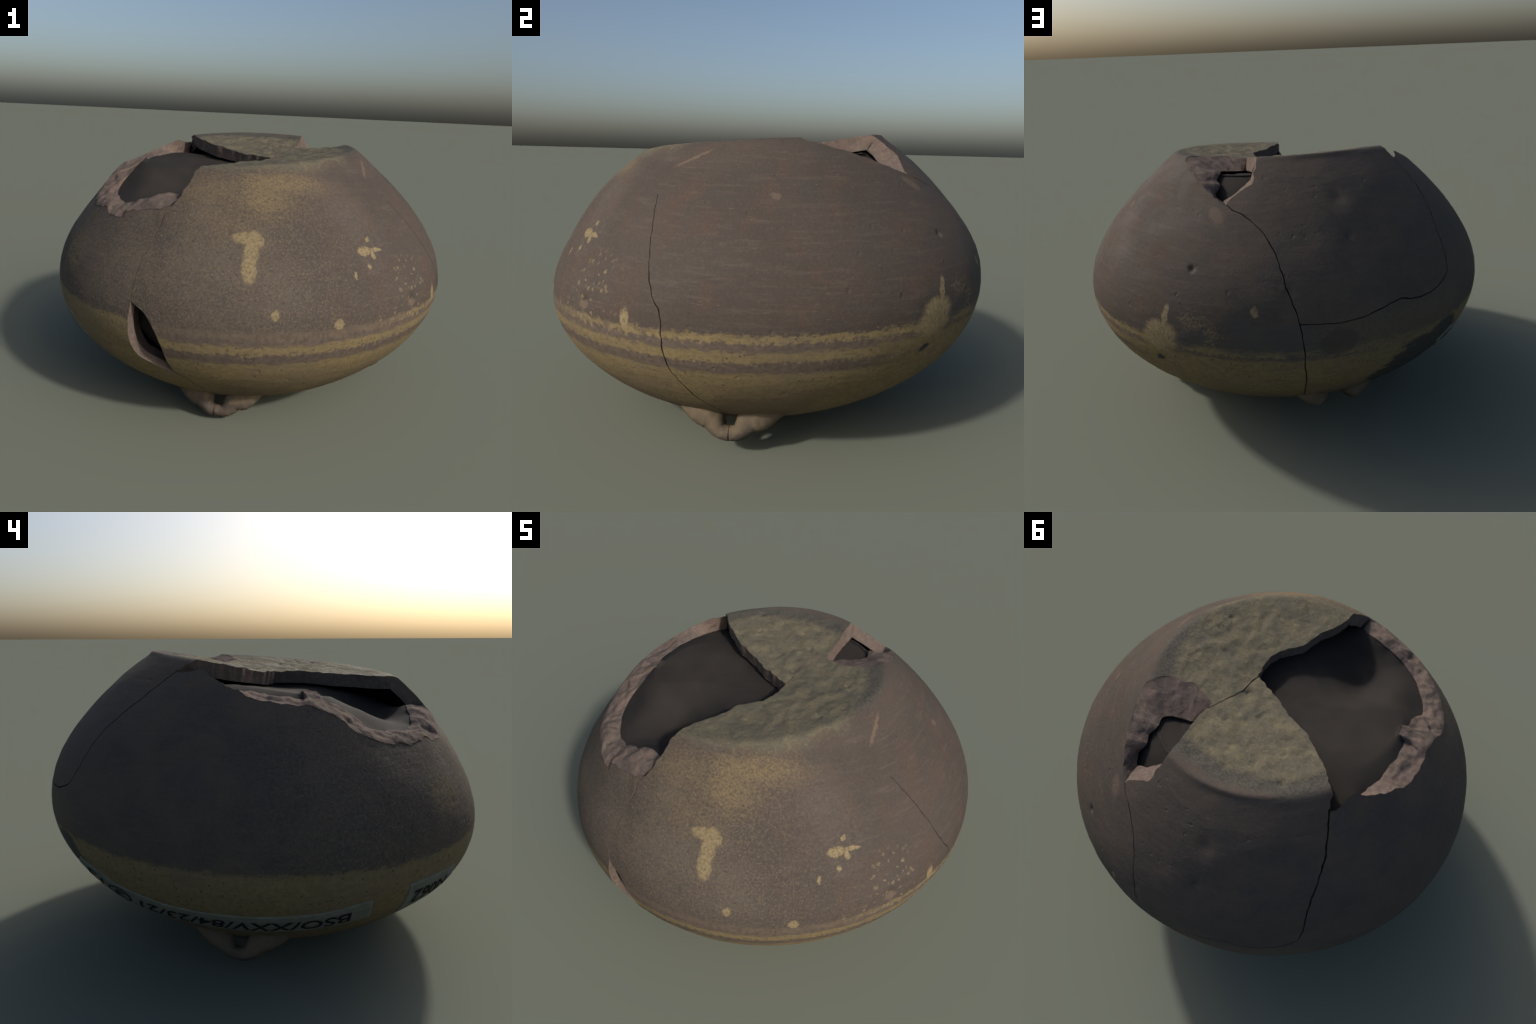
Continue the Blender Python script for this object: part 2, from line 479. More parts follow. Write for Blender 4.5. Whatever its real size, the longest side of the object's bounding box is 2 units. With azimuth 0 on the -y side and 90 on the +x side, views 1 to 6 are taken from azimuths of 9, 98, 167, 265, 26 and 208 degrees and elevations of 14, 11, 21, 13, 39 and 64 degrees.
def clay_material():
    m, nt, b = node_mat('slipped_clay')
    g = G(nt)
    big = g.noise(2.2, 4, .6)
    med = g.noise(7, 5, .6)
    fine = g.noise(55, 4, .65)
    grain = g.noise(170, 2, .6)
    streak = g.noise(1, 5, .62, g.map((7, 7, 75)))
    wob = g.v('SCALE', g.v('SUBTRACT', g.noise(28, 3, .6, color=True), (.5, .5, .5)), sc=.035)
    wob2 = g.v('SCALE', g.v('SUBTRACT', g.noise(9, 3, .6, color=True), (.5, .5, .5)), sc=.06)
    pw = g.v('ADD', g.pos, wob)
    pw2 = g.v('ADD', pw, wob2)

    # --- dark slip over the shoulder: brown with rust-red and blue-grey clouds
    col = g.mix(g.step(big, .35, .65), (.072, .058, .049), (.088, .070, .058))
    red = g.step(med, .48, .74)
    xr = g.n('ShaderNodeSeparateXYZ'); g.put(xr.inputs[0], g.pos)
    X, Y, Z = xr.outputs
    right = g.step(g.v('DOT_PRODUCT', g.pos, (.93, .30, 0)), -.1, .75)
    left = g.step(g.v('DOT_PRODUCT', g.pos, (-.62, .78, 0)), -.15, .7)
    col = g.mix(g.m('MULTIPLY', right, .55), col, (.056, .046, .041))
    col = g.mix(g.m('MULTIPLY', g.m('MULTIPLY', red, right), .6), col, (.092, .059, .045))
    cool = g.step(g.noise(5, 4, .6, g.map(loc=(3, 1, 7))), .5, .7)
    col = g.mix(g.m('MULTIPLY', cool, .5), col, (.056, .053, .046))
    lf = g.step(g.v('DOT_PRODUCT', g.pos, (-.45, -.88, 0)), .05, .75)
    col = g.mix(g.m('MULTIPLY', left, .7), col, g.mix(g.step(med, .35, .65), (.068, .060, .053), (.100, .079, .063)))
    # front left: sandy grey-brown worn ground
    front = mx(g, g.blob((-.05, -.88, .78), .50, .34, pw2, soft=.6), g.blob((-.2, -.74, .98), .22, .12, pw2, soft=.6))
    col = g.mix(g.m('MULTIPLY', front, g.step(med, .38, .64, .1, .7)), col, (.106, .088, .070))
    haze = mx(g, g.blob((.60, -.60, .90), .10, .16, pw2, soft=.6), g.blob((.52, -.62, 1.0), .12, .07, pw2, soft=.6))
    col = g.mix(g.m('MULTIPLY', haze, g.step(fine, .4, .6, .05, .35)), col, (.110, .094, .084))
    # wheel streaks
    col = g.mix(g.step(streak, .50, .74, 0, .45), col, (.108, .084, .068))
    col = g.mix(g.step(streak, .42, .25, 0, .35), col, (.050, .044, .042))
    # mottled grain all over, light mineral specks, ochre specks on the front left
    mot = g.noise(95, 3, .7)
    grn = g.m('ADD', .10, g.m('MULTIPLY', lf, .24))
    col = g.mix(g.m('MULTIPLY', g.step(mot, .50, .66), grn), col, (.150, .128, .104))
    col = g.mix(g.m('MULTIPLY', g.step(mot, .46, .32), g.m('ADD', grn, .06)), col, (.038, .034, .031))
    gv = g.vor(120); gs = g.step(gv.outputs['Distance'], .34, .16)
    sel = g.n('ShaderNodeSeparateColor'); g.put(sel.inputs[0], gv.outputs['Color'])
    spk = g.m('MULTIPLY', gs, g.step(sel.outputs[0], .70, .76))
    col = g.mix(g.m('MULTIPLY', spk, g.m('ADD', .16, g.m('MULTIPLY', lf, .2))), col, (.180, .150, .118))
    ov = g.vor(105, pw); os_ = g.step(ov.outputs['Distance'], .5, .15)
    osel = g.n('ShaderNodeSeparateColor'); g.put(osel.inputs[0], ov.outputs['Color'])
    ok = g.m('MULTIPLY', g.m('MULTIPLY', os_, g.step(osel.outputs[1], .35, .7)), lf)
    col = g.mix(g.m('MULTIPLY', ok, .5), col, (.185, .142, .080))
    dv = g.vor(90, pw); ds_ = g.m('MULTIPLY', g.step(dv.outputs['Distance'], .45, .2), lf)
    dsel = g.n('ShaderNodeSeparateColor'); g.put(dsel.inputs[0], dv.outputs['Color'])
    col = g.mix(g.m('MULTIPLY', g.m('MULTIPLY', ds_, g.step(dsel.outputs[2], .6, .7)), .45), col, (.040, .040, .042))

    # --- painted / unslipped ochre zone round the lower wall
    h = g.m('SUBTRACT', Z, g.v('DOT_PRODUCT', g.pos, (.0171, .0203, 0)))
    flat = g.noise(1, 4, .65, g.map((22, 22, 70)))
    hn = g.m('ADD', h, g.m('MULTIPLY', g.m('SUBTRACT', fine, .5), .05))
    hn = g.m('ADD', hn, g.m('MULTIPLY', g.m('SUBTRACT', flat, .5), .05))
    hn = g.m('ADD', hn, g.m('MULTIPLY', g.m('SUBTRACT', med, .5), .02))
    lower = g.step(hn, .592, .574)
    ochre = g.mix(g.step(fine, .3, .7), (.148, .114, .060), (.205, .158, .082))
    ochre = g.mix(g.step(big, .4, .7, 0, .6), ochre, (.155, .122, .082))
    ochre = g.mix(g.step(streak, .48, .72, 0, .55), ochre, (.112, .092, .066))
    ochre = g.mix(g.m('MULTIPLY', g.step(hn, .46, .2), g.step(big, .42, .62, .1, .75)), ochre, (.118, .092, .066))
    ochre = g.mix(g.step(g.noise(70, 3, .7), .37, .28, 0, .8), ochre, (.075, .062, .052))
    pv_ = g.vor(58); psel = g.n('ShaderNodeSeparateColor'); g.put(psel.inputs[0], pv_.outputs['Color'])
    ochre = g.mix(g.m('MULTIPLY', g.step(pv_.outputs['Distance'], .30, .18), g.step(psel.outputs[0], .80, .84, 0, .8)), ochre, (.055, .049, .043))
    stripes_side = g.step(g.v('DOT_PRODUCT', g.pos, (.80, -.60, 0)), .12, .5)
    back_side = g.step(g.v('DOT_PRODUCT', g.pos, (.72, .69, 0)), .45, .7)
    frontside = g.step(g.v('DOT_PRODUCT', g.pos, (-.1, -.99, 0)), .35, .75)
    gap = g.noise(5, 3, .6, g.map((1, 1, .2)))
    sp = mx(g, g.m('MULTIPLY', g.step(hn, .553, .565, 1, 0), g.step(hn, .518, .532)),
            g.m('MULTIPLY', g.step(hn, .480, .494, 1, 0), g.step(hn, .434, .45)),
            g.m('MULTIPLY', g.m('MULTIPLY', frontside, .85), g.step(hn, .528, .545)),
            g.m('MULTIPLY', g.m('MULTIPLY', g.step(gap, .5, .62), .8), g.step(hn, .54, .55)))
    thin = g.m('MULTIPLY', g.step(hn, .545, .56, 1, 0), g.step(hn, .53, .54))
    brown = g.mix(g.step(fine, .3, .7), (.082, .065, .055), (.120, .094, .076))
    stripe = mx(g, g.m('MULTIPLY', sp, stripes_side), g.m('MULTIPLY', g.m('MULTIPLY', thin, back_side), .9))
    low = g.mix(stripe, ochre, brown)
    # top front: slip thins out there
    col = g.mix(lower, col, low)

    # --- single marks of bare ochre clay
    wob3 = g.v('SCALE', g.v('SUBTRACT', g.noise(65, 3, .65, color=True), (.5, .5, .5)), sc=.022)
    P = g.v('ADD', g.v('ADD', g.pos, g.v('SCALE', wob, sc=.45)), wob3)
    marks = mx(g,
               g.blob((.112, -.833, .907), .055, .019, P), g.blob((.145, -.842, .902), .036, .030, P), g.blob((.172, -.836, .894), .014, .022, P),
               g.blob((.143, -.872, .850), .030, .050, P), g.blob((.143, -.905, .80), .029, .055, P),
               g.blob((.585, -.645, .846), .036, .017, P), g.blob((.635, -.60, .846), .034, .008, P, roll=-.1),
               g.blob((.622, -.625, .828), .011, .016, P),
               g.blob((.263, -.95, .636), .015, .018, P), g.blob((.505, -.848, .592), .022, .022, P),
               g.blob((.918, -.362, .610), .019, .036, P),
               g.blob((.672, .700, .640), .080, .050, P), g.blob((.685, .685, .60), .085, .05, P),
               g.blob((.656, .717, .715), .014, .046, P, roll=-.2),
               g.blob((.589, -.599, .887), .008, .008, P), g.blob((.60, -.66, .79), .009, .010, P),
               g.blob((.56, -.741, .764), .007, .014, P), g.blob((.33, .905, .765), .013, .022, P))
    col = g.mix(g.m('MULTIPLY', marks, g.step(mot, .25, .5, .45, .95)), col, g.mix(g.step(mot, .35, .65), (.170, .132, .075), (.245, .192, .112)))
    # sprinkled flakes
    pw3 = g.v('ADD', pw2, g.v('SCALE', g.v('SUBTRACT', g.noise(1, 4, .65, g.map((9, 9, 40)), color=True), (.5, .5, .5)), sc=.16))
    fl = g.vor(48, P); fs = g.step(fl.outputs['Distance'], .45, .3)
    fsel = g.n('ShaderNodeSeparateColor'); g.put(fsel.inputs[0], fl.outputs['Color'])
    patch = mx(g, g.blob((.80, -.53, .71), .11, .10, pw2, soft=.6),
               g.blob((.80, -.5, .575), .3, .045, pw2, soft=.5))
    scuff = g.m('MULTIPLY', mx(g, g.blob((.55, .80, .70), .06, .05, pw3, soft=.5), g.blob((.50, .83, .66), .05, .06, pw3, soft=.5)), g.step(mot, .42, .6))
    col = g.mix(g.m('MULTIPLY', scuff, .75), col, (.165, .135, .085))
    col = g.mix(g.m('MULTIPLY', g.m('MULTIPLY', fs, g.step(fsel.outputs[2], .5, .62)), g.m('MULTIPLY', patch, .8)), col, (.200, .158, .095))
    # ochre wash under the foot edge, facing front
    wash = mx(g, g.blob((.20, -.62, 1.10), .22, .05, pw2, soft=.9), g.blob((.15, -.70, 1.03), .13, .13, pw2, soft=1.0),
              g.m('MULTIPLY', g.blob((-.04, -.70, 1.05), .18, .10, pw2, soft=1.0), .7),
              g.m('MULTIPLY', g.blob((.02, -.80, .95), .16, .10, pw2, soft=1.0), .55))
    wn = g.m('ADD', g.m('MULTIPLY', mot, .6), g.m('MULTIPLY', grain, .4))
    wsp = g.step(g.m('ADD', wn, g.m('MULTIPLY', wash, .13)), .50, .72)
    col = g.mix(g.m('MULTIPLY', g.m('MULTIPLY', wash, wsp), .95), col, (.180, .136, .074))
    col = g.mix(g.m('MULTIPLY', wash, .22), col, (.150, .115, .068))
    ls = g.blob((-.72, -.62, .74), .10, .08, pw2, soft=.5)
    col = g.mix(g.m('MULTIPLY', ls, g.step(fine, .42, .62, 0, .7)), col, (.16, .125, .062))
    # scrape of blue-grey on the back, and its ochre fringe; sooty patch at the back left
    lines = g.noise(1, 4, .6, g.map((16, 16, 90), rot=(0, .12, 0)))
    scr = mx(g, g.blob((.30, .935, .655), .19, .055, pw2, roll=.22), g.blob((.14, .975, .615), .12, .06, pw2, roll=.15),
             g.blob((.40, .90, .70), .05, .06, pw2), g.blob((.57, .79, .635), .07, .04, pw2, roll=.4))
    col = g.mix(g.m('MULTIPLY', scr, g.step(lines, .36, .56, .15, .85)), col, (.072, .069, .066))
    fr = mx(g, g.blob((-.20, .93, .64), .30, .085, pw2, soft=.5), g.blob((-.45, .85, .66), .16, .07, pw2, soft=.5))
    col = g.mix(g.m('MULTIPLY', fr, g.step(mot, .38, .6, .1, .8)), col, (.110, .094, .066))
    soot = mx(g, g.blob((-.42, .83, .43), .23, .15, pw3, soft=.1), g.blob((-.33, .80, .35), .20, .13, pw3, soft=.12), g.blob((-.40, .78, .33), .24, .12, pw2, soft=.2),
              g.blob((-.30, .72, .25), .16, .08, pw2, soft=.3), g.blob((-.50, .82, .53), .10, .06, pw2, soft=.25))
    col = g.mix(g.m('MULTIPLY', soot, .92), col, g.mix(fine, (.034, .037, .039), (.052, .053, .052)))
    patch2 = g.blob((.02, .955, .63), .085, .06, pw, soft=.15)
    col = g.mix(g.m('MULTIPLY', patch2, .8), col, (.072, .058, .054))
    dk = mx(g, g.blob((.693, .669, .502), .026, .014, P, roll=.5))
    col = g.mix(dk, col, (.05, .048, .05))
    # pale scratches
    scratch = g.blob((.56, -.22, 1.148), .075, .007, P, roll=.5)
    col = g.mix(g.m('MULTIPLY', scratch, .7), col, (.145, .105, .075))
    sv = g.noise(1, 2, .5, g.map((26, 26, 210)))
    col = g.mix(g.m('MULTIPLY', g.step(sv, .70, .76), g.m('MULTIPLY', right, .55)), col, (.16, .115, .09))
    chips = mx(g, g.blob((.40, .60, 1.07), .04, .022, P, roll=-.5), g.blob((.80, -.56, .618), .03, .014, P),
               g.blob((.79, -.03, .875), .028, .012, P), g.blob((.72, .12, 1.03), .02, .01, P), g.blob((.22, .905, .85), .015, .01, P))
    col = g.mix(g.m('MULTIPLY', chips, .75), col, (.125, .092, .07))

    # --- foot: olive earth crust with a grey worn ring
    bx = g.m('ADD', X, .03); by = g.m('ADD', Y, .075)
    br = g.m('SQRT', g.m('ADD', g.m('MULTIPLY', bx, bx), g.m('MULTIPLY', by, by)))
    brn = g.m('ADD', br, g.m('MULTIPLY', g.m('SUBTRACT', med, .5), .10))
    brn = g.m('ADD', brn, g.m('MULTIPLY', g.m('SUBTRACT', fine, .5), .07))
    up = g.step(Z, 1.05, 1.1)
    frontcut = g.step(g.v('DOT_PRODUCT', g.pos, (.35, -.94, 0)), .25, .5)
    ring = g.m('MULTIPLY', g.step(g.m('ADD', brn, g.m('MULTIPLY', frontcut, .045)), .575, .535), up)
    foot = g.m('MULTIPLY', g.step(g.m('SUBTRACT', brn, g.m('MULTIPLY', frontcut, .055)), .510, .465), up)
    col = g.mix(g.m('MULTIPLY', ring, .85), col, g.mix(g.step(mot, .35, .65), (.050, .048, .042), (.088, .082, .066)))
    crust = g.mix(g.step(g.noise(14, 5, .65, pw), .36, .66), (.098, .089, .066), (.138, .119, .078))
    crust = g.mix(g.step(mot, .52, .70, 0, .55), crust, (.190, .158, .100))
    crust = g.mix(g.step(g.noise(60, 5, .75), .50, .36, 0, .6), crust, (.070, .066, .052))
    crust = g.mix(g.step(g.noise(38, 4, .7), .45, .3, 0, .5), crust, (.078, .074, .060))
    crust = g.mix(g.step(med, .46, .3, 0, .45), crust, (.092, .084, .066))
    col = g.mix(foot, col, crust)

    g.put(b.inputs['Base Color'], col)
    g.put(b.inputs['Roughness'], g.step(med, .3, .7, .62, .85))
    hgt = g.m('ADD', g.m('MULTIPLY', streak, .5), g.m('ADD', g.m('MULTIPLY', fine, .6), g.m('MULTIPLY', grain, .35)))
    hgt = g.m('ADD', hgt, g.m('MULTIPLY', foot, g.m('MULTIPLY', g.noise(30, 6, .72), 3.4)))
    pt = g.vor(26, pw); ptsel = g.n('ShaderNodeSeparateColor'); g.put(ptsel.inputs[0], pt.outputs['Color'])
    pits = g.m('MULTIPLY', g.step(pt.outputs['Distance'], .28, .12), g.step(ptsel.outputs[1], .84, .86))
    hgt = g.m('SUBTRACT', hgt, g.m('MULTIPLY', pits, .8))
    g.put(b.inputs['Normal'], g.bump(hgt, .4, .006))
    return m


def fracture_material():
    m, nt, b = node_mat('broken_clay')
    g = G(nt)
    n1 = g.noise(9, 5, .6); n2 = g.noise(42, 4, .65); n3 = g.noise(150, 2, .6)
    col = g.mix(g.step(n1, .35, .65), (.104, .083, .071), (.130, .096, .081))
    col = g.mix(g.step(n2, .45, .7, 0, .6), col, (.172, .134, .106))
    col = g.mix(g.step(n2, .42, .25, 0, .6), col, (.075, .062, .056))
    g.put(b.inputs['Base Color'], col)
    b.inputs['Roughness'].default_value = .95
    g.put(b.inputs['Normal'], g.bump(g.m('ADD', n2, g.m('MULTIPLY', n3, .5)), .5, .008))
    return m


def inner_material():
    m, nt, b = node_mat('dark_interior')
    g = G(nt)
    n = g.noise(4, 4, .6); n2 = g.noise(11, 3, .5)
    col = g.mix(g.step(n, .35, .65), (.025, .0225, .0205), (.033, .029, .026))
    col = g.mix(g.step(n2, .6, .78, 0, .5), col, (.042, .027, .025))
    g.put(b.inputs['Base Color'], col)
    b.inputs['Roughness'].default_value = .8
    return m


def plain(name, c, c2=None, scale=20, rough=.85):
    m, nt, b = node_mat(name)
    g = G(nt)
    col = g.mix(g.step(g.noise(scale, 4, .6), .3, .7), c, c2 or c)
    g.put(b.inputs['Base Color'], col)
    b.inputs['Roughness'].default_value = rough
    return m


CLAY = clay_material()
FRACT = fracture_material()
INNER = inner_material()
PAPER = plain('aged_paper', (.135, .140, .118), (.175, .178, .150), 22)
INK = plain('black_ink', (.014, .015, .017), (.02, .021, .023))
WHITE = plain('plain_white', (.62, .62, .6), (.7, .7, .68))

# ------------------------------------------------------------------ objects
root = bpy.data.objects.new('clay_jar', None)
bpy.context.collection.objects.link(root)
root['label'] = 'broken mended clay jar upside down with lugs and paper labels'
root['category'] = 'clay jar'


def add(name, V, F, mat, parent=root, smooth=True):
    me = bpy.data.meshes.new(name)
    me.from_pydata([tuple(map(float, v)) for v in V], [], [tuple(map(int, f)) for f in F])
    me.materials.append(mat)
    if smooth:
        me.polygons.foreach_set('use_smooth', np.ones(len(me.polygons), bool))
    me.update()
    ob = bpy.data.objects.new(name, me)
    bpy.context.collection.objects.link(ob)
    ob.parent = parent
    return ob


def orient(V, F, ref=np.array([0, 0, .6]), outward=True):
    T = V[F]
    n = np.cross(T[:, 1] - T[:, 0], T[:, 2] - T[:, 0])
    d = np.einsum('ij,ij->i', n, T.mean(1) - ref)
    fl = (d < 0) if outward else (d > 0)
    F = F.copy(); F[fl] = F[fl][:, ::-1]
    return F


# ---- outer wall, cut into sherds by the cracks
polys = [big_out, small_out, slit_out] + crack_polys
ex = pit_points()
dv, df = triangulate(polys, .0115, [ex])
V3 = surf(dv[:, 0], dv[:, 1])
df = orient(V3, df)

par = np.arange(len(V3))


def find(i):
    while par[i] != i:
        par[i] = par[par[i]]; i = par[i]
    return i


for a, b_, c in df:
    ra, rb, rc = find(a), find(b_), find(c)
    par[rb] = ra; par[find(c)] = find(a)
lab = np.array([find(i) for i in df[:, 0]])
ids, cnt = np.unique(lab, return_counts=True)
hole_edge_pts = np.vstack([big_out, small_out, slit_out])
kdh = kdtree.KDTree(len(hole_edge_pts))
for i, (x, y) in enumerate(hole_edge_pts):
    kdh.insert((x, y, 0), i)
kdh.balance()
for gid in ids[np.argsort(-cnt)]:
    sel = df[lab == gid]
    if len(sel) < 30:
        continue
    used, inv = np.unique(sel, return_inverse=True)
    F = inv.reshape(-1, 3)
    D = dv[used]; P = V3[used]
    # crack flanks: drop the free edges inward
    e = np.concatenate([F[:, [0, 1]], F[:, [1, 2]], F[:, [2, 0]]])
    key = np.sort(e, 1)
    _, ix, ct = np.unique(key, axis=0, return_index=True, return_counts=True)
    be = e[ix[ct == 1]]
    bv = np.unique(be)
    low = surf(D[bv, 0], D[bv, 1], off=WALL_T * .8)
    remap = {v: len(P) + i for i, v in enumerate(bv)}
    top = {v: len(P) + len(bv) + i for i, v in enumerate(bv)}
    hole = {v: kdh.find((*D[v], 0))[2] < 1e-4 for v in bv}
    rimv = np.hypot(D[:, 0], D[:, 1]) > S0 + S1 - 1e-3
    Q = [(b1, a1) for a1, b1 in be if not (hole[a1] and hole[b1]) and not (rimv[a1] and rimv[b1])]
    faces = [tuple(f) for f in F] + [(top[p], top[q], remap[q], remap[p]) for p, q in Q]
    allv = np.vstack([P, low, P[bv]])
    ob = add('wall_sherd', allv, faces, CLAY)
    ob.data.materials.append(FRACT)
    mi = np.zeros(len(faces), np.int32); mi[len(F):] = 1
    ob.data.polygons.foreach_set('material_index', mi)

# ---- inner face of the wall
in_l = to_domain(resample(L_IN, STEP, .006, seed=21), WALL_T)
in_fs = to_domain(resample(F_SMALL_IN, STEP, .004, seed=22), WALL_T)
in_rs = to_domain(resample(R_SMALL_IN, STEP, .003, seed=23), WALL_T)
in_bf, in_br = to_domain(big_f), to_domain(big_r)
in_sl = to_domain(sl_l); in_sf = to_domain(sl_f)


def at(P, n):
    d = np.concatenate([[0], np.cumsum(np.linalg.norm(np.diff(P, axis=0), axis=1))])
    t = np.linspace(0, d[-1], n)
    return np.stack([np.interp(t, d, P[:, k]) for k in range(P.shape[1])], -1)


_k = np.sin(np.linspace(0, np.pi, len(in_sl)))[:, None]
in_sl2 = in_sl + (at(in_sf, len(in_sl)) - in_sl) * .16 * _k
big_in = np.vstack([in_bf[:-1], in_br[:-1], in_l])
small_in = join(in_fs, in_rs)
slit_in = join(in_sl2, in_sf[::-1])
iv, if_ = triangulate([big_in, small_in, slit_in], .024)
I3 = surf(iv[:, 0], iv[:, 1], off=WALL_T, rough=False)
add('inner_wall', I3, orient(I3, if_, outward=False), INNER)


# ---- broken edges: rough bands from the outer to the inner outline
def band(name, D_out, D_in, rows, amp, mat, belly=0.0, n=None, deep=None):
    n = n or len(D_out)
    A = surf(*at(D_out, n).T) if n != len(D_out) else surf(*D_out.T)
    B = surf(*at(D_in, n).T, off=WALL_T, rough=False)
    t = np.linspace(0, 1, rows)[:, None, None]
    G3 = A[None] * (1 - t) + B[None] * t
    du = np.gradient(G3, axis=1); dvv = np.gradient(G3, axis=0)
    N = np.cross(du, dvv); N /= np.maximum(np.linalg.norm(N, axis=2), 1e-9)[..., None]
    cen = np.array([0, 0, .5])
    s = np.sign(np.einsum('ijk,ijk->ij', N, G3 - cen)); s[s == 0] = 1
    N *= s[..., None]
    flat = G3.reshape(-1, 3)
    q = .8 * fbm(flat, 5, 2, 6.1) + fbm(flat, 12, 3, 2.2) + .35 * fbm(flat, 36, 3, 7.7)
    w = np.sin(np.pi * t[..., 0] * .95 + .05) ** .6
    width = np.linalg.norm(B - A, axis=1)[None]
    w = w * np.clip((width - .045) / .06, .15, 1)
    G3 = G3 + N * ((amp * q.reshape(rows, n) + belly) * w)[..., None]
    idx = np.arange(rows * n).reshape(rows, n)
    F = np.stack([idx[:-1, :-1], idx[:-1, 1:], idx[1:, 1:], idx[1:, :-1]], -1).reshape(-1, 4)
    ob = add(name, G3.reshape(-1, 3), F, mat)
    if deep is not None:
        ob.data.materials.append(INNER)
        ob.data.polygons.foreach_set('material_index', (np.arange(len(F)) // (n - 1) >= deep).astype(np.int32))
    return ob


band('broken_edge', to_domain(big_l), in_l, 18, .014, FRACT, .008)
band('broken_edge', to_domain(big_f), in_bf, 12, .010, FRACT)
band('broken_edge', to_domain(big_r), in_br, 12, .013, FRACT)
band('broken_edge', to_domain(sm_f), in_fs, 16, .008, FRACT, .0)
band('broken_edge', to_domain(sm_r), in_rs[::1], 9, .005, FRACT)
band('broken_edge', in_sl, in_sl2, 9, .005, FRACT, .004, deep=4)
band('broken_edge', in_sf, in_sf, 8, .004, FRACT, deep=2)

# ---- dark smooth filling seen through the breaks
FILL = np.array([(-.45, -.45, 1.0), (-.47, -.35, 1.045), (-.45, -.2, 1.10), (-.45, -.05, 1.135), (-.45, .1, 1.145), (-.43, .22, 1.14),
                 (-.35, -.37, .97), (-.3, -.3, .995), (-.3, -.2, 1.06), (-.3, -.1, 1.11), (-.3, 0, 1.13), (-.3, .12, 1.12),
                 (-.15, -.3, 1.045), (-.15, -.2, 1.07), (-.15, -.1, 1.095), (-.15, 0, 1.11), (-.03, -.06, 1.10), (.03, -.04, 1.10),
                 (-.2, -.5, .985), (-.27, -.53, .975), (-.1, -.42, 1.04), (-.12, -.55, 1.0), (0, -.3, 1.085), (-.05, -.17, 1.085), (0, .1, 1.11), (.04, .21, 1.135),
                 (-.1, .2, 1.125), (-.3, .25, 1.14), (-.4, .33, 1.12), (.25, .3, 1.165), (.3, .4, 1.12), (.35, .45, 1.07), (.2, .2, 1.15),
                 (.1, -.3, 1.09), (.18, -.2, 1.10), (.05, -.45, 1.06), (.2, -.35, 1.06), (.3, -.3, 1.08), (.1, -.55, 1.03), (.2, 0, 1.11),
                 (0, .3, 1.15), (.1, .4, 1.16), (-.3, .42, 1.12), (0, .48, 1.13), (.4, .1, 1.12), (.2, -.62, .86),
                 (.6, .3, .9), (.2, .68, .9), (-.5, .6, .85), (.65, -.2, .9)] + [(x, y, z - .004) for x, y, z in L_IN[2:16:2]])


lip = surf(*in_l.T, off=WALL_T, rough=False)[3:]
KN = np.vstack([FILL, lip[:-4:3]])


def _phi(r2):
    return .5 * r2 * np.log(r2 + 1e-9)


def _basis(x, y):
    r2 = (x[:, None] - KN[None, :, 0]) ** 2 + (y[:, None] - KN[None, :, 1]) ** 2
    return np.hstack([_phi(r2), np.ones((len(x), 1)), x[:, None], y[:, None]])


_M = np.zeros((len(KN) + 3, len(KN) + 3))
_M[:len(KN)] = _basis(KN[:, 0], KN[:, 1])
_M[:len(KN), :len(KN)] += np.eye(len(KN)) * np.r_[np.full(len(FILL), 4e-3), np.full(len(KN) - len(FILL), 2e-4)]
_M[len(KN):, :len(KN)] = _M[:len(KN), len(KN):].T
_C = np.linalg.solve(_M, np.r_[KN[:, 2], 0, 0, 0])


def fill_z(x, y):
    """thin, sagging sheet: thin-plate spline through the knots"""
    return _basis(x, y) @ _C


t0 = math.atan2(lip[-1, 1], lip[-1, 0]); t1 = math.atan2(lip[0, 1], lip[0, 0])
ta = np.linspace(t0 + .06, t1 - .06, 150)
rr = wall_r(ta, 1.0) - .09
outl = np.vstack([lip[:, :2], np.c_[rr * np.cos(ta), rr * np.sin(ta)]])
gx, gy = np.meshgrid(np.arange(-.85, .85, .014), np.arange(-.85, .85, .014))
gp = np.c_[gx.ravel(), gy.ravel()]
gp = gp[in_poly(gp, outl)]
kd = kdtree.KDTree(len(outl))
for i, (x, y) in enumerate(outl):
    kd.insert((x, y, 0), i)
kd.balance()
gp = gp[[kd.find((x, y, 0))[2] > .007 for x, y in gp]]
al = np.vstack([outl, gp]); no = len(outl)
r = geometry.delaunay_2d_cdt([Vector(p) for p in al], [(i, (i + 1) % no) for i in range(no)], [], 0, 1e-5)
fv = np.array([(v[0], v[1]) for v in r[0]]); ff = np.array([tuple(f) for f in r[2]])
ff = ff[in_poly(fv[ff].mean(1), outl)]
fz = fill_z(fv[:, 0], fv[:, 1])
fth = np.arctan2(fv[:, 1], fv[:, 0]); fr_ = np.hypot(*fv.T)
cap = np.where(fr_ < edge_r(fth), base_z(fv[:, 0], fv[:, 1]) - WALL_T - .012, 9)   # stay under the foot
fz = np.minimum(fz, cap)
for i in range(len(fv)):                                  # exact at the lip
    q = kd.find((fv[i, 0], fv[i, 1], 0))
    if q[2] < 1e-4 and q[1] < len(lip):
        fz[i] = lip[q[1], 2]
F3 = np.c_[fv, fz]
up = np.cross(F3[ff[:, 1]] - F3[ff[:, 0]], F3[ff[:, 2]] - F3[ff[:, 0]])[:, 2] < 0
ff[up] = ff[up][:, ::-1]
add('inner_fill', F3, ff, INNER)


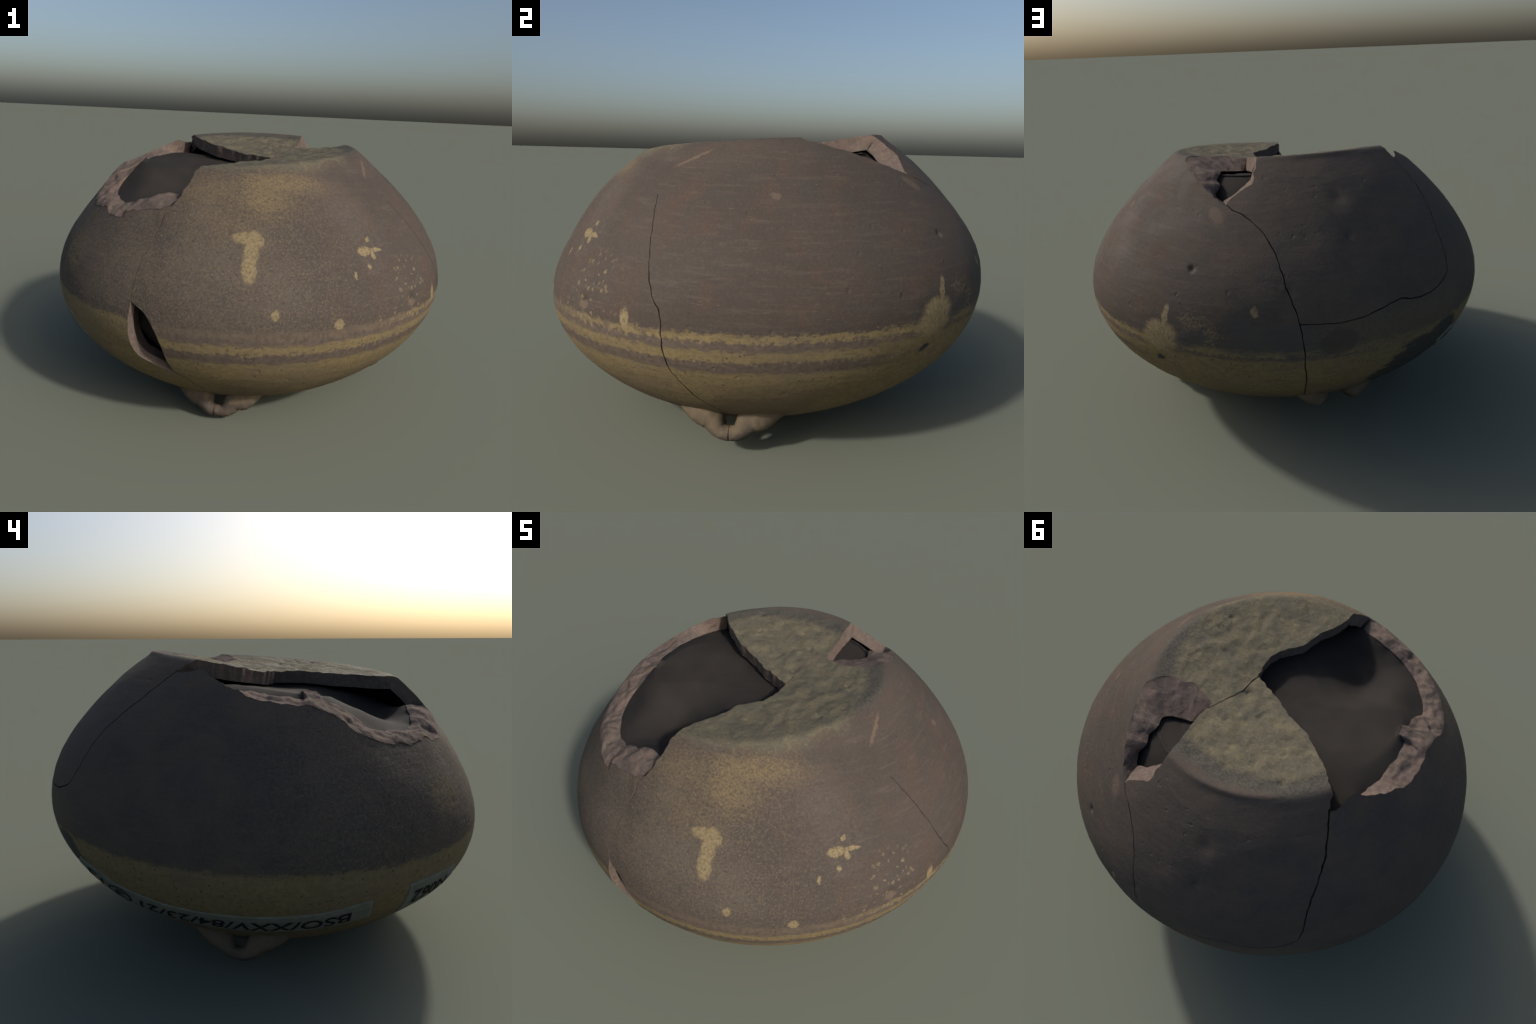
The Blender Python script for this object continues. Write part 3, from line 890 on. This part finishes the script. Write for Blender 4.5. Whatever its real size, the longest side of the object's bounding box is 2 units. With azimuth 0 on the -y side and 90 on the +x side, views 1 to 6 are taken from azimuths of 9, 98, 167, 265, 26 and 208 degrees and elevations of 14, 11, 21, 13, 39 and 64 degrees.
def plug(D_in, off, grow):
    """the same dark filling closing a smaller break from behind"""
    c = D_in.mean(0)
    w_, U = np.linalg.eigh(np.cov((D_in - c).T))
    L_ = np.abs((D_in - c) @ U).max(0) * grow
    rows_, m_ = 10, 40
    a_ = np.arange(m_) * 2 * np.pi / m_
    Dg = np.vstack([c + (np.c_[np.cos(a_) * L_[0], np.sin(a_) * L_[1]] * q) @ U.T for q in np.linspace(0.02, 1, rows_)])
    k_ = np.arange(rows_ * m_).reshape(rows_, m_)
    F_ = np.stack([k_[:-1], np.roll(k_[:-1], -1, 1), np.roll(k_[1:], -1, 1), k_[1:]], -1).reshape(-1, 4)
    F_ = np.vstack([np.c_[F_[:, 0], F_[:, 1], F_[:, 2]], np.c_[F_[:, 0], F_[:, 2], F_[:, 3]]])
    P_ = surf(*Dg.T, off=off, rough=False)
    add('inner_fill', P_, orient(P_, F_), INNER)


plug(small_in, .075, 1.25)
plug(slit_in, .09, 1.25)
# small white sliver seen in the small break, under the foot
pv, pf = [], []
for i in range(7):
    for j in range(10):
        a, p = j * 2 * math.pi / 10, math.pi * i / 6
        k = 1 + .25 * noise.noise(Vector((a, p, 3)))
        pv.append((.204 + .007 * k * math.sin(p) * math.cos(a), .33 + .028 * k * math.sin(p) * math.sin(a),
                   1.182 + .009 * k * math.cos(p)))
for i in range(6):
    for j in range(10):
        pf.append((i * 10 + j, i * 10 + (j + 1) % 10, (i + 1) * 10 + (j + 1) % 10, (i + 1) * 10 + j))
add('white_sliver', pv, pf, WHITE)

# ---- mouth: the low rim on the underside
mv, mf = [], []
prof = [(0, 0), (-.04, -.011), (-.09, -.016), (-.13, -.012), (-.145, .01), (-.13, .08), (-.56, .09)]
n = 128
for dr, z in prof:
    for j in range(n):
        th = 2 * math.pi * j / n
        zr = float(rim_z(th))
        r = max(.02, float(wall_r(np.array(th), np.array(zr))) + dr)
        mv.append((r * math.cos(th), r * math.sin(th), max(.0, zr + z)))
for i in range(len(prof) - 1):
    for j in range(n):
        mf.append((i * n + j, (i + 1) * n + j, (i + 1) * n + (j + 1) % n, i * n + (j + 1) % n))
add('mouth_rim', mv, mf, CLAY)


# ---- lug handles: pierced loops standing out from the wall round the mouth
def lug(theta, z0, a0, a1, size=1.0, seed=0, down=.6):
    th = math.radians(theta)
    # frame on the wall: along the rim, out of the wall, up the wall
    f = lambda t, z: np.array([float(wall_r(np.array(t), np.array(z))) * math.cos(t),
                               float(wall_r(np.array(t), np.array(z))) * math.sin(t), z])
    et = np.array([-math.sin(th), math.cos(th), 0])
    ew = f(th, z0 + .02) - f(th, z0 - .02); ew /= np.linalg.norm(ew)
    en = np.cross(ew, et)
    if en @ np.array([math.cos(th), math.sin(th), -1]) < 0:
        en = -en
    en = en + np.array([0, 0, -down]); en /= np.linalg.norm(en)
    # along the loop: sideways, stand-off, half thickness in the loop, half width up the wall
    S = np.array([(-.235, -.034, .022, .040), (-.170, -.016, .050, .056), (-.118, .002, .062, .062), (-.080, .024, .056, .060),
                  (-.059, .050, .044, .053), (-.036, .070, .035, .047), (0, .076, .032, .044),
                  (.036, .070, .035, .047), (.059, .050, .044, .053), (.080, .024, .056, .060),
                  (.118, .002, .062, .062), (.170, -.016, .050, .056), (.235, -.034, .022, .040)])
    u = np.linspace(0, 1, len(S))
    t = np.linspace(a0, a1, 48)
    c = np.stack([pchip(u, S[:, k], t) for k in range(4)], -1)
    cen = []
    for k, n, _, _ in c:
        p = f(th + k * size / .68, z0)
        cen.append(p + en * n * size)
    cen = np.array(cen)
    tan = np.gradient(cen, axis=0); tan /= np.linalg.norm(tan, axis=1)[:, None]
    V, F = [], []
    m = 24
    for i in range(len(t)):
        e1 = ew - tan[i] * (ew @ tan[i]); e1 /= np.linalg.norm(e1)
        e2 = np.cross(tan[i], e1)
        for j in range(m):
            a = 2 * math.pi * j / m
            V.append(cen[i] + e1 * math.cos(a) * c[i, 3] * size + e2 * math.sin(a) * c[i, 2] * size)
    V = np.array(V)
    cc = np.repeat(cen, m, 0)
    V = cc + (V - cc) * (1 + .10 * fbm(V, 12, 3, seed + .5) + .05 * fbm(V, 40, 2, seed + 4.))[:, None]
    for i in range(len(t) - 1):
        for j in range(m):
            F.append((i * m + j, i * m + (j + 1) % m, (i + 1) * m + (j + 1) % m, (i + 1) * m + j))
    F.append(tuple(range(m))[::-1]); F.append(tuple(range((len(t) - 1) * m, len(t) * m)))
    return V, F


def add_lug(parts):
    VV, FF, o = [], [], 0
    for V, F in parts:
        VV.append(V); FF += [tuple(i + o for i in f) for f in F]; o += len(V)
    ob = add('lug_handle', np.vstack(VV), FF, LUGMAT)
    return ob


def lug_material():
    m, nt, b = node_mat('handled_clay')
    g = G(nt)
    n1 = g.noise(13, 4, .6); n2 = g.noise(60, 4, .65)
    col = g.mix(g.step(n1, .36, .64), (.066, .056, .051), (.108, .084, .064))
    col = g.mix(g.step(n2, .50, .72, 0, .6), col, (.155, .118, .072))
    sx = g.n('ShaderNodeSeparateXYZ'); g.put(sx.inputs[0], g.pos)
    rootz = g.step(g.m('ADD', sx.outputs[2], g.m('MULTIPLY', n1, .08)), .13, .20)
    col = g.mix(g.m('MULTIPLY', rootz, .4), col, (.150, .117, .068))
    g.put(b.inputs['Base Color'], col)
    g.put(b.inputs['Normal'], g.bump(n2, .4, .006))
    return m


LUGMAT = lug_material()
add_lug([lug(-91.0, .112, 0, .462, .92, seed=1, down=.9), lug(-91.0, .112, .468, 1, .92, seed=1, down=.9)])
add_lug([lug(-3.0, .168, 0, .50, .93, seed=2, down=.3), lug(-3.0, .168, .506, 1, .93, seed=2, down=.3)])
add_lug([lug(167.0, .170, 0, 1, .84, seed=3, down=.35)])
add_lug([lug(93.5, .232, 0, .27, .72, seed=4, down=.05)])
add_lug([lug(93.5, .232, .73, 1, .72, seed=5, down=.05)])

# ---- paper labels with ink numbers
LAB1_UP = [(-.58, .775, .497), (-.601, .754, .485), (-.664, .697, .468), (-.71, .621, .434), (-.762, .541, .414), (-.813, .443, .396),
           (-.864, .333, .389), (-.897, .238, .387), (-.915, .164, .386), (-.93, .092, .389), (-.937, .02, .390),
           (-.939, -.053, .393), (-.937, -.127, .399), (-.936, -.188, .410), (-.932, -.246, .424), (-.921, -.29, .428)]
LAB1_LO = [(-.50, .80, .445), (-.53, .752, .400), (-.56, .71, .375), (-.56, .645, .322), (-.60, .575, .295), (-.655, .502, .283),
           (-.70, .43, .277), (-.75, .351, .278), (-.788, .261, .275), (-.806, .196, .268), (-.812, .131, .261),
           (-.818, .067, .258), (-.824, .003, .261), (-.835, -.126, .273), (-.843, -.21, .292), (-.844, -.305, .322)]


def lift(P, d):
    """put 3D points on the wall, d above it"""
    D = to_domain(P)
    return surf(D[:, 0], D[:, 1], off=-d)


def sheet(name, up, lo, nu, nv, h):
    A = at(np.array(up), nu); B = at(np.array(lo), nu)
    t = np.linspace(0, 1, nv)[:, None, None]
    Gd = (A[None] * (1 - t) + B[None] * t).reshape(-1, 3)
    top = lift(Gd, h); bot = lift(Gd, -.002)
    k = np.arange(nu * nv).reshape(nv, nu); o = nu * nv
    F = np.stack([k[:-1, :-1], k[1:, :-1], k[1:, 1:], k[:-1, 1:]], -1).reshape(-1, 4)
    ring = list(k[0]) + list(k[1:, -1]) + list(k[-1, -2::-1]) + list(k[-2:0:-1, 0])
    S = [(a, b, b + o, a + o) for a, b in zip(ring, ring[1:] + ring[:1])]
    Fo = orient(np.array(top), F[:, :3])
    fl = (Fo != F[:, :3]).any(1)
    F[fl] = F[fl][:, ::-1]
    return add(name, np.vstack([top, bot]), [tuple(f) for f in F] + S, PAPER)


label_a = sheet('paper_label', LAB1_UP, LAB1_LO, 120, 14, .0025)
label_b = sheet('paper_label', [(-.873, -.435, .462), (-.829, -.53, .465), (-.714, -.678, .461)],
                [(-.755, -.43, .295), (-.735, -.52, .308), (-.69, -.60, .322), (-.615, -.715, .352)], 40, 14, .0025)


def writing(text, up, lo, u0, u1, v0, v1, parent, circle=None):
    """ink text, upside down, mapped into the strip between two curves"""
    cu = bpy.data.curves.new('ink_writing', 'FONT')
    cu.body = text; cu.size = 1; cu.resolution_u = 4; cu.offset = .018
    ob = bpy.data.objects.new('ink_writing', cu)
    bpy.context.collection.objects.link(ob)
    dg = bpy.context.evaluated_depsgraph_get()
    me = bpy.data.meshes.new_from_object(ob.evaluated_get(dg))
    bpy.data.objects.remove(ob); bpy.data.curves.remove(cu)
    import bmesh
    bm = bmesh.new(); bm.from_mesh(me)
    bmesh.ops.triangulate(bm, faces=bm.faces[:])
    bmesh.ops.subdivide_edges(bm, edges=[e for e in bm.edges if e.calc_length() > .2], cuts=2)
    bmesh.ops.triangulate(bm, faces=bm.faces[:])
    P = np.array([v.co[:] for v in bm.verts]); F = np.array([[v.index for v in f.verts] for f in bm.faces])
    bm.free(); bpy.data.meshes.remove(me)
    x0, x1 = P[:, 0].min(), P[:, 0].max(); y0, y1 = 0, .72
    u = u0 + (u1 - u0) * (P[:, 0] - x0) / (x1 - x0)
    v = v0 + (v1 - v0) * (P[:, 1] - y0) / (y1 - y0)
    A = at(np.array(up), 400); B = at(np.array(lo), 400)
    k = np.linspace(0, 1, 400)
    Pu = np.stack([np.interp(u, k, A[:, i]) for i in range(3)], -1)
    Pl = np.stack([np.interp(u, k, B[:, i]) for i in range(3)], -1)
    Q = Pu * (1 - v[:, None]) + Pl * v[:, None]
    Q = lift(Q, .0045)
    return add('ink_writing', Q, orient(Q, F), INK, parent, smooth=False)


# the text runs from the right end of the strip to the left, head down
writing('BSO/XXV/84/23/21', LAB1_UP, LAB1_LO, .935, .275, .28, .80, label_a)
writing('3', LAB1_UP, LAB1_LO, .215, .175, .32, .72, label_a)
writing('1', LAB1_UP, LAB1_LO, .125, .11, .28, .80, label_a)
writing('3', LAB1_UP, LAB1_LO, .095, .045, .25, .85, label_a)
# hand-drawn ring round the middle number
ra, rv_, rf = [], [], []
for i in range(40):
    a = 2 * math.pi * i / 40
    for k in (.82, 1.0):
        ra.append((.195 + .048 * k * math.cos(a), .52 + .38 * k * math.sin(a)))
ra = np.array(ra)
A = at(np.array(LAB1_UP), 400); B = at(np.array(LAB1_LO), 400); kk = np.linspace(0, 1, 400)
Q = (np.stack([np.interp(ra[:, 0], kk, A[:, i]) for i in range(3)], -1) * (1 - ra[:, 1:2])
     + np.stack([np.interp(ra[:, 0], kk, B[:, i]) for i in range(3)], -1) * ra[:, 1:2])
Q = lift(Q, .0045)
for i in range(40):
    a, b_ = 2 * i, 2 * ((i + 1) % 40)
    rf += [(a, b_, b_ + 1), (a, b_ + 1, a + 1)]
add('ink_writing', Q, orient(Q, np.array(rf)), INK, label_a, smooth=False)
UPB = [(-.873, -.435, .462), (-.829, -.53, .465), (-.714, -.678, .461)]
LOB = [(-.755, -.43, .295), (-.735, -.52, .308), (-.69, -.60, .322), (-.615, -.715, .352)]
writing('N062', UPB, LOB, .80, .12, .28, .80, label_b)
print('TRIS', sum(len(o.data.polygons) for o in bpy.data.objects if o.type == 'MESH'), 'sherds', [len(o.data.polygons) for o in bpy.data.objects if o.name.startswith('wall_sherd')])
